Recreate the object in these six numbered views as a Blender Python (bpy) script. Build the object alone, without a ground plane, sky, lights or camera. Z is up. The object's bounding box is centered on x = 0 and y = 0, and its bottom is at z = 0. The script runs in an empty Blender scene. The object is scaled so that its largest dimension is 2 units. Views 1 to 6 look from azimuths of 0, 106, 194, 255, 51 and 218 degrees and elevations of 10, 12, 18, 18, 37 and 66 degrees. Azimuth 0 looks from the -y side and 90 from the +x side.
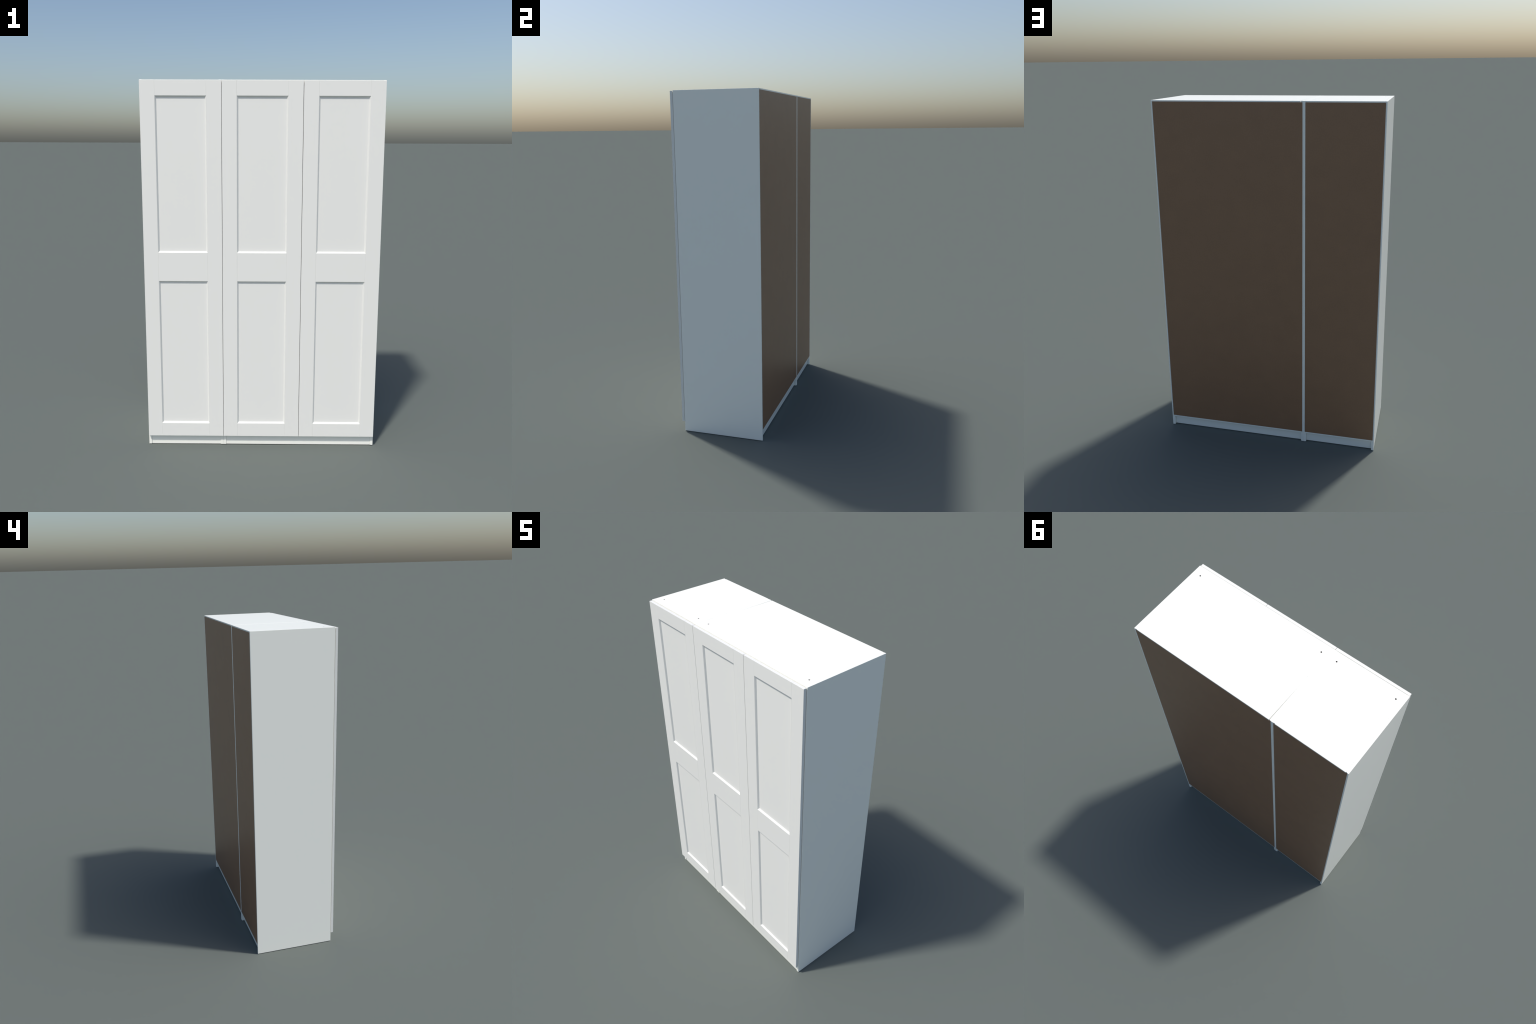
"""White three-door wardrobe: two carcasses side by side (one narrow, one wide),
framed doors with moulded panels, brown hardboard backs."""
import bpy, bmesh
from mathutils import Vector

# ------------------------------------------------------------------ sizes (m)
HALF_W   = 0.6328          # half of the overall width
Y_FRONT  = -0.2541         # front face of the doors
Y_BACK   = 0.2540          # rear edge of the carcass
Y_CASE   = -0.2358         # front edge of the side panels
HEIGHT   = 2.0
BOARD    = 0.0153          # thickness of the carcass boards
X_SPLIT  = -0.2115         # where the two carcasses touch
DOOR_Z0, DOOR_Z1 = 0.0584, 1.9969
DOOR_W, DOOR_PITCH, DOOR_T = 0.4186, 0.4208, 0.0152
STILE_IN = 0.1319          # half width of the opening between the stiles
OPENINGS = [(0.1343, 0.9500), (1.1046, 1.9200)]   # lower and upper panel
MOULD_W, MOULD_D = 0.0076, 0.0085                 # moulding width and depth
REBATE   = 0.0022          # rebate that takes the hardboard back
HOLE_Y, HOLE_R = -0.1850, 0.0041

# ------------------------------------------------------------------ materials
def new_material(name):
    m = bpy.data.materials.new(name)
    m.use_nodes = True
    nt = m.node_tree
    return m, nt, nt.nodes["Principled BSDF"]

def node(nt, kind, **props):
    n = nt.nodes.new(kind)
    for k, v in props.items():
        setattr(n, k, v)
    return n

def lacquer(name, light, dark, rough, grain=0.008):
    """Smooth white foil / paint: two nearly equal tones and a whisper of orange peel."""
    m, nt, b = new_material(name)
    co = node(nt, "ShaderNodeTexCoord")
    n1 = node(nt, "ShaderNodeTexNoise")
    n1.inputs["Scale"].default_value = 5.0
    n1.inputs["Detail"].default_value = 4.0
    nt.links.new(co.outputs["Object"], n1.inputs["Vector"])
    ramp = node(nt, "ShaderNodeValToRGB")
    ramp.color_ramp.elements[0].position = 0.3
    ramp.color_ramp.elements[0].color = (*dark, 1)
    ramp.color_ramp.elements[1].position = 0.7
    ramp.color_ramp.elements[1].color = (*light, 1)
    nt.links.new(n1.outputs["Fac"], ramp.inputs["Fac"])
    nt.links.new(ramp.outputs["Color"], b.inputs["Base Color"])
    n2 = node(nt, "ShaderNodeTexNoise")
    n2.inputs["Scale"].default_value = 420.0
    n2.inputs["Detail"].default_value = 2.0
    nt.links.new(co.outputs["Object"], n2.inputs["Vector"])
    bump = node(nt, "ShaderNodeBump")
    bump.inputs["Strength"].default_value = grain
    bump.inputs["Distance"].default_value = 0.001
    nt.links.new(n2.outputs["Fac"], bump.inputs["Height"])
    nt.links.new(bump.outputs["Normal"], b.inputs["Normal"])
    b.inputs["Roughness"].default_value = rough
    return m

def hardboard(name):
    """Brown pressed fibreboard: fine fibre flecks over a slow mottling."""
    m, nt, b = new_material(name)
    co = node(nt, "ShaderNodeTexCoord")
    slow = node(nt, "ShaderNodeTexNoise")
    slow.inputs["Scale"].default_value = 14.0
    slow.inputs["Detail"].default_value = 5.0
    fine = node(nt, "ShaderNodeTexNoise")
    fine.inputs["Scale"].default_value = 170.0
    fine.inputs["Detail"].default_value = 6.0
    fine.inputs["Roughness"].default_value = 0.7
    for n in (slow, fine):
        nt.links.new(co.outputs["Object"], n.inputs["Vector"])
    r_fine = node(nt, "ShaderNodeValToRGB")
    r_fine.color_ramp.elements[0].position = 0.30
    r_fine.color_ramp.elements[0].color = (0.264, 0.149, 0.082, 1)
    r_fine.color_ramp.elements[1].position = 0.70
    r_fine.color_ramp.elements[1].color = (0.317, 0.180, 0.100, 1)
    nt.links.new(fine.outputs["Fac"], r_fine.inputs["Fac"])
    r_slow = node(nt, "ShaderNodeValToRGB")
    r_slow.color_ramp.elements[0].position = 0.3
    r_slow.color_ramp.elements[0].color = (0.94, 0.94, 0.94, 1)
    r_slow.color_ramp.elements[1].position = 0.7
    r_slow.color_ramp.elements[1].color = (1.0, 1.0, 1.0, 1)
    nt.links.new(slow.outputs["Fac"], r_slow.inputs["Fac"])
    mix = node(nt, "ShaderNodeMix", data_type="RGBA", blend_type="MULTIPLY")
    mix.inputs["Factor"].default_value = 1.0
    nt.links.new(r_fine.outputs["Color"], mix.inputs["A"])
    nt.links.new(r_slow.outputs["Color"], mix.inputs["B"])
    nt.links.new(mix.outputs["Result"], b.inputs["Base Color"])
    bump = node(nt, "ShaderNodeBump")
    bump.inputs["Strength"].default_value = 0.08
    bump.inputs["Distance"].default_value = 0.001
    nt.links.new(fine.outputs["Fac"], bump.inputs["Height"])
    nt.links.new(bump.outputs["Normal"], b.inputs["Normal"])
    b.inputs["Roughness"].default_value = 0.42
    return m

def plain(name, color, rough):
    m, nt, b = new_material(name)
    co = node(nt, "ShaderNodeTexCoord")
    n1 = node(nt, "ShaderNodeTexNoise")
    n1.inputs["Scale"].default_value = 600.0
    nt.links.new(co.outputs["Object"], n1.inputs["Vector"])
    ramp = node(nt, "ShaderNodeValToRGB")
    ramp.color_ramp.elements[0].color = (*[c * 0.75 for c in color], 1)
    ramp.color_ramp.elements[1].color = (*[min(1, c * 1.25) for c in color], 1)
    nt.links.new(n1.outputs["Fac"], ramp.inputs["Fac"])
    nt.links.new(ramp.outputs["Color"], b.inputs["Base Color"])
    b.inputs["Roughness"].default_value = rough
    return m

DOOR_PAINT = lacquer("white_door_paint", (0.853, 0.852, 0.814), (0.849, 0.848, 0.810), 0.40)
CASE_FOIL  = lacquer("white_carcass_foil", (0.988, 0.988, 0.912), (0.985, 0.985, 0.909), 0.25)
BACK_BOARD = hardboard("brown_hardboard")
RAW_BOARD  = plain("raw_chipboard", (0.075, 0.046, 0.036), 0.8)

# ------------------------------------------------------------------ geometry helpers
def mesh_object(name, bm, material, parent, location=(0, 0, 0)):
    bmesh.ops.recalc_face_normals(bm, faces=bm.faces)
    me = bpy.data.meshes.new(name)
    bm.to_mesh(me)
    bm.free()
    me.materials.append(material)
    ob = bpy.data.objects.new(name, me)
    bpy.context.scene.collection.objects.link(ob)
    ob.parent = parent
    ob.location = location
    return ob

def prism(outline, z0, z1):
    """Upright prism over a plan outline of (x, y) points."""
    bm = bmesh.new()
    lo = [bm.verts.new((x, y, z0)) for x, y in outline]
    hi = [bm.verts.new((x, y, z1)) for x, y in outline]
    n = len(outline)
    bm.faces.new(lo)
    bm.faces.new(hi)
    for i in range(n):
        j = (i + 1) % n
        bm.faces.new((lo[i], lo[j], hi[j], hi[i]))
    return bm

def box(x0, x1, y0, y1, z0, z1):
    return prism([(x0, y0), (x1, y0), (x1, y1), (x0, y1)], z0, z1)

def ease(bm, width, segments=2, pick=None):
    """Round the sharp edges of a board by a small radius."""
    edges = [e for e in bm.edges if pick is None or pick(e)]
    bmesh.ops.bevel(bm, geom=edges, offset=width, segments=segments,
                    profile=0.5, affect='EDGES', clamp_overlap=True)
    return bm

# ------------------------------------------------------------------ the thing
root = bpy.data.objects.new("wardrobe", None)
bpy.context.scene.collection.objects.link(root)
root["label"] = "tall white wardrobe with three panelled doors and brown back"
root["category"] = "wardrobe"

# ------------------------------------------------------------------ carcasses
def side_panel(x_out, inward):
    """Full-height side board; the inner half of its rear edge is rebated for the back."""
    xi = x_out + inward * BOARD
    xr = x_out + inward * 0.0075
    outline = [(x_out, Y_CASE), (xi, Y_CASE), (xi, Y_BACK - REBATE),
               (xr, Y_BACK - REBATE), (xr, Y_BACK), (x_out, Y_BACK)]
    bm = prism(outline, 0.0, HEIGHT)
    ease(bm, 0.0013)
    return mesh_object("side_panel", bm, CASE_FOIL, root)

def screw_hole(parent, x, y, z):
    """Open drilled hole: a little cup of raw board sunk in the top."""
    bm = bmesh.new()
    n = 20
    from math import cos, sin, pi
    def ring(r, h):
        return [bm.verts.new((r * cos(2 * pi * i / n), r * sin(2 * pi * i / n), h)) for i in range(n)]
    rings = [ring(HOLE_R * 1.25, -0.0004), ring(HOLE_R * 0.97, -0.0004),
             ring(HOLE_R * 0.97, -0.0085), ring(HOLE_R * 1.25, -0.0105)]
    for a, b in zip(rings, rings[1:]):
        for i in range(n):
            j = (i + 1) % n
            bm.faces.new((a[i], a[j], b[j], b[i]))
    bm.faces.new(rings[2])
    bm.faces.new(rings[3])
    for i in range(n):
        j = (i + 1) % n
        bm.faces.new((rings[3][i], rings[3][j], rings[0][j], rings[0][i]))
    return mesh_object("screw_hole", bm, RAW_BOARD, parent, (x, y, z))

def rebated_board(x0, x1, y0, y1, z0, z1, lip0, lip1, wedge=0.0):
    """Horizontal board whose rear edge keeps only a lip (lip0..lip1 in height) at full
    depth; the rest is cut back for the hardboard. wedge opens the x0 joint to the rear."""
    yr, ym = Y_BACK - REBATE, 0.02
    prof = [(ym, z0), (y0, z0), (y0, z1), (ym, z1)]
    prof += [(y1, z1), (y1, lip0), (yr, lip0), (yr, z0)] if lip1 == z1 else \
            [(yr, z1), (yr, lip1), (y1, lip1), (y1, z0)]
    bm = bmesh.new()
    ends = []
    for x, w in ((x0, wedge), (x1, 0.0)):
        ends.append([bm.verts.new((x + w * max(0.0, y - ym) / (y1 - ym), y, z)) for y, z in prof])
    for e in ends:
        bm.faces.new(e[:4])
        bm.faces.new([e[0], e[3]] + e[4:])
    for i in range(8):
        j = (i + 1) % 8
        bm.faces.new((ends[0][i], ends[0][j], ends[1][j], ends[1][i]))
    return bm

def top_panel(x0, x1, y0, y1, wedge, holes):
    z1 = HEIGHT - 0.0002
    bm = ease(rebated_board(x0, x1, y0, y1, z1 - BOARD, z1, z1 - 0.0066, z1, wedge), 0.0006,
              pick=lambda e: e.calc_face_angle(0) > 0.5)
    ob = mesh_object("top_panel", bm, CASE_FOIL, root)
    cut = bmesh.new()
    for x in holes:
        made = bmesh.ops.create_cone(cut, cap_ends=True, segments=20, radius1=HOLE_R,
                                     radius2=HOLE_R, depth=0.06)
        bmesh.ops.translate(cut, verts=made["verts"], vec=(x, HOLE_Y, z1))
    cutter = mesh_object("drill", cut, RAW_BOARD, None)
    mod = ob.modifiers.new("holes", 'BOOLEAN')
    mod.operation, mod.object, mod.solver = 'DIFFERENCE', cutter, 'EXACT'
    dg = bpy.context.evaluated_depsgraph_get()
    me = bpy.data.meshes.new_from_object(ob.evaluated_get(dg))
    ob.modifiers.clear()
    ob.data = me
    me.materials.clear()
    me.materials.append(CASE_FOIL)
    me.polygons.foreach_set("material_index", [0] * len(me.polygons))
    bpy.data.objects.remove(cutter)
    for x in holes:
        screw_hole(ob, x, HOLE_Y, z1)
    return ob

def carcass(x0, x1, top_y0, top_y1, wedge):
    side_panel(x0, +1)
    side_panel(x1, -1)
    xi0, xi1 = x0 + BOARD, x1 - BOARD
    g = 0.0002
    top_panel(xi0 + g, xi1 - g, top_y0, top_y1, wedge, (xi0 + 0.0293, xi1 - 0.0293))
    # bottom board
    bm = ease(rebated_board(xi0 + g, xi1 - g, Y_CASE + 0.001, Y_BACK - 0.0002,
                            0.0594, 0.0594 + BOARD, 0.0594, 0.0660), 0.0006,
              pick=lambda e: e.calc_face_angle(0) > 0.5)
    mesh_object("bottom_panel", bm, CASE_FOIL, root)
    # plinth boards under the bottom, set back from both edges
    for y0, y1 in ((Y_CASE + 0.0035, Y_CASE + 0.0035 + BOARD), (0.2370 - BOARD, 0.2370)):
        bm = ease(box(xi0 + g, xi1 - g, y0, y1, 0.0003, 0.0592), 0.0006)
        mesh_object("plinth", bm, CASE_FOIL, root)
    # hardboard back, let into the side rebates
    bm = box(x0 + 0.0077, x1 - 0.0077, Y_BACK - REBATE + 0.0001, Y_BACK + 0.0, 0.0662, 1.9931)
    ease(bm, 0.0003, 1)
    mesh_object("back_panel", bm, BACK_BOARD, root)

carcass(-HALF_W, X_SPLIT - 0.0001, Y_CASE + 0.0010, Y_BACK - 0.0001, 0.0)
carcass(X_SPLIT + 0.0001, HALF_W, Y_CASE + 0.0001, Y_BACK - 0.0012, 0.0026)

# ------------------------------------------------------------------ doors
HW = DOOR_W / 2

def moulding_mesh(z0, z1):
    """Mitred frame that slopes from the door face down to the sunk panel."""
    profile = [(0.0, 0.0), (0.12, 0.10), (0.5, 0.46), (0.88, 0.90), (1.0, 1.0)]
    bm = bmesh.new()
    def rect(inset, y):
        xs, za, zb = STILE_IN - inset, z0 + inset, z1 - inset
        return [bm.verts.new(p) for p in ((-xs, y, za), (xs, y, za), (xs, y, zb), (-xs, y, zb))]
    loops = [rect(w * MOULD_W, d * MOULD_D) for w, d in profile]
    loops.append(rect(MOULD_W, MOULD_D + 0.001))
    loops.append(rect(0.0, MOULD_D + 0.001))
    for a, b in zip(loops, loops[1:] + loops[:1]):
        for i in range(4):
            j = (i + 1) % 4
            bm.faces.new((a[i], a[j], b[j], b[i]))
    return bm

def share(first, parent, location):
    ob = first.copy()
    bpy.context.scene.collection.objects.link(ob)
    ob.parent = parent
    ob.location = location
    return ob

templates = {}
def part(key, name, build, door, location):
    if key not in templates:
        templates[key] = mesh_object(name, build(), DOOR_PAINT, door, location)
        return templates[key]
    return share(templates[key], door, location)

T = DOOR_T
def stile_mesh():
    return ease(box(-(HW - STILE_IN) / 2, (HW - STILE_IN) / 2, 0, T, DOOR_Z0, DOOR_Z1), 0.0007)

def rail_mesh(z0, z1):
    def build():
        s = STILE_IN - 0.0001      # hairline joint against the stiles
        bm = box(-s, s, 0, T, z0, z1)
        outer = lambda e: any(abs(e.verts[0].co.z - z) < 1e-6 and abs(e.verts[1].co.z - z) < 1e-6
                              and abs(e.verts[0].co.x - e.verts[1].co.x) > 0.01
                              for z in (DOOR_Z0, DOOR_Z1))
        return ease(bm, 0.0007, pick=outer)
    return build

def leaf_mesh():
    """The sunk sheet of the door, tongued into the frame around it."""
    t = 0.006
    s = STILE_IN + t
    return box(-s, s, MOULD_D, T - 0.0012, OPENINGS[0][0] - t, OPENINGS[1][1] + t)

door_leaf = None
for i in (-1, 0, 1):
    loc = (i * DOOR_PITCH, Y_FRONT, 0)
    if door_leaf is None:
        door_leaf = door = mesh_object("door", leaf_mesh(), DOOR_PAINT, root, loc)
    else:
        door = share(door_leaf, root, loc)
    xs = (HW + STILE_IN) / 2
    part("stile", "stile", stile_mesh, door, (-xs, 0, 0))
    part("stile", "stile", stile_mesh, door, (xs, 0, 0))
    for z0, z1 in ((DOOR_Z0, OPENINGS[0][0]), (OPENINGS[0][1], OPENINGS[1][0]), (OPENINGS[1][1], DOOR_Z1)):
        part(("rail", z0), "rail", rail_mesh(z0, z1), door, (0, 0, 0))
    for z0, z1 in OPENINGS:
        part(("moulding", z0), "moulding", lambda: moulding_mesh(z0, z1), door, (0, 0, 0))
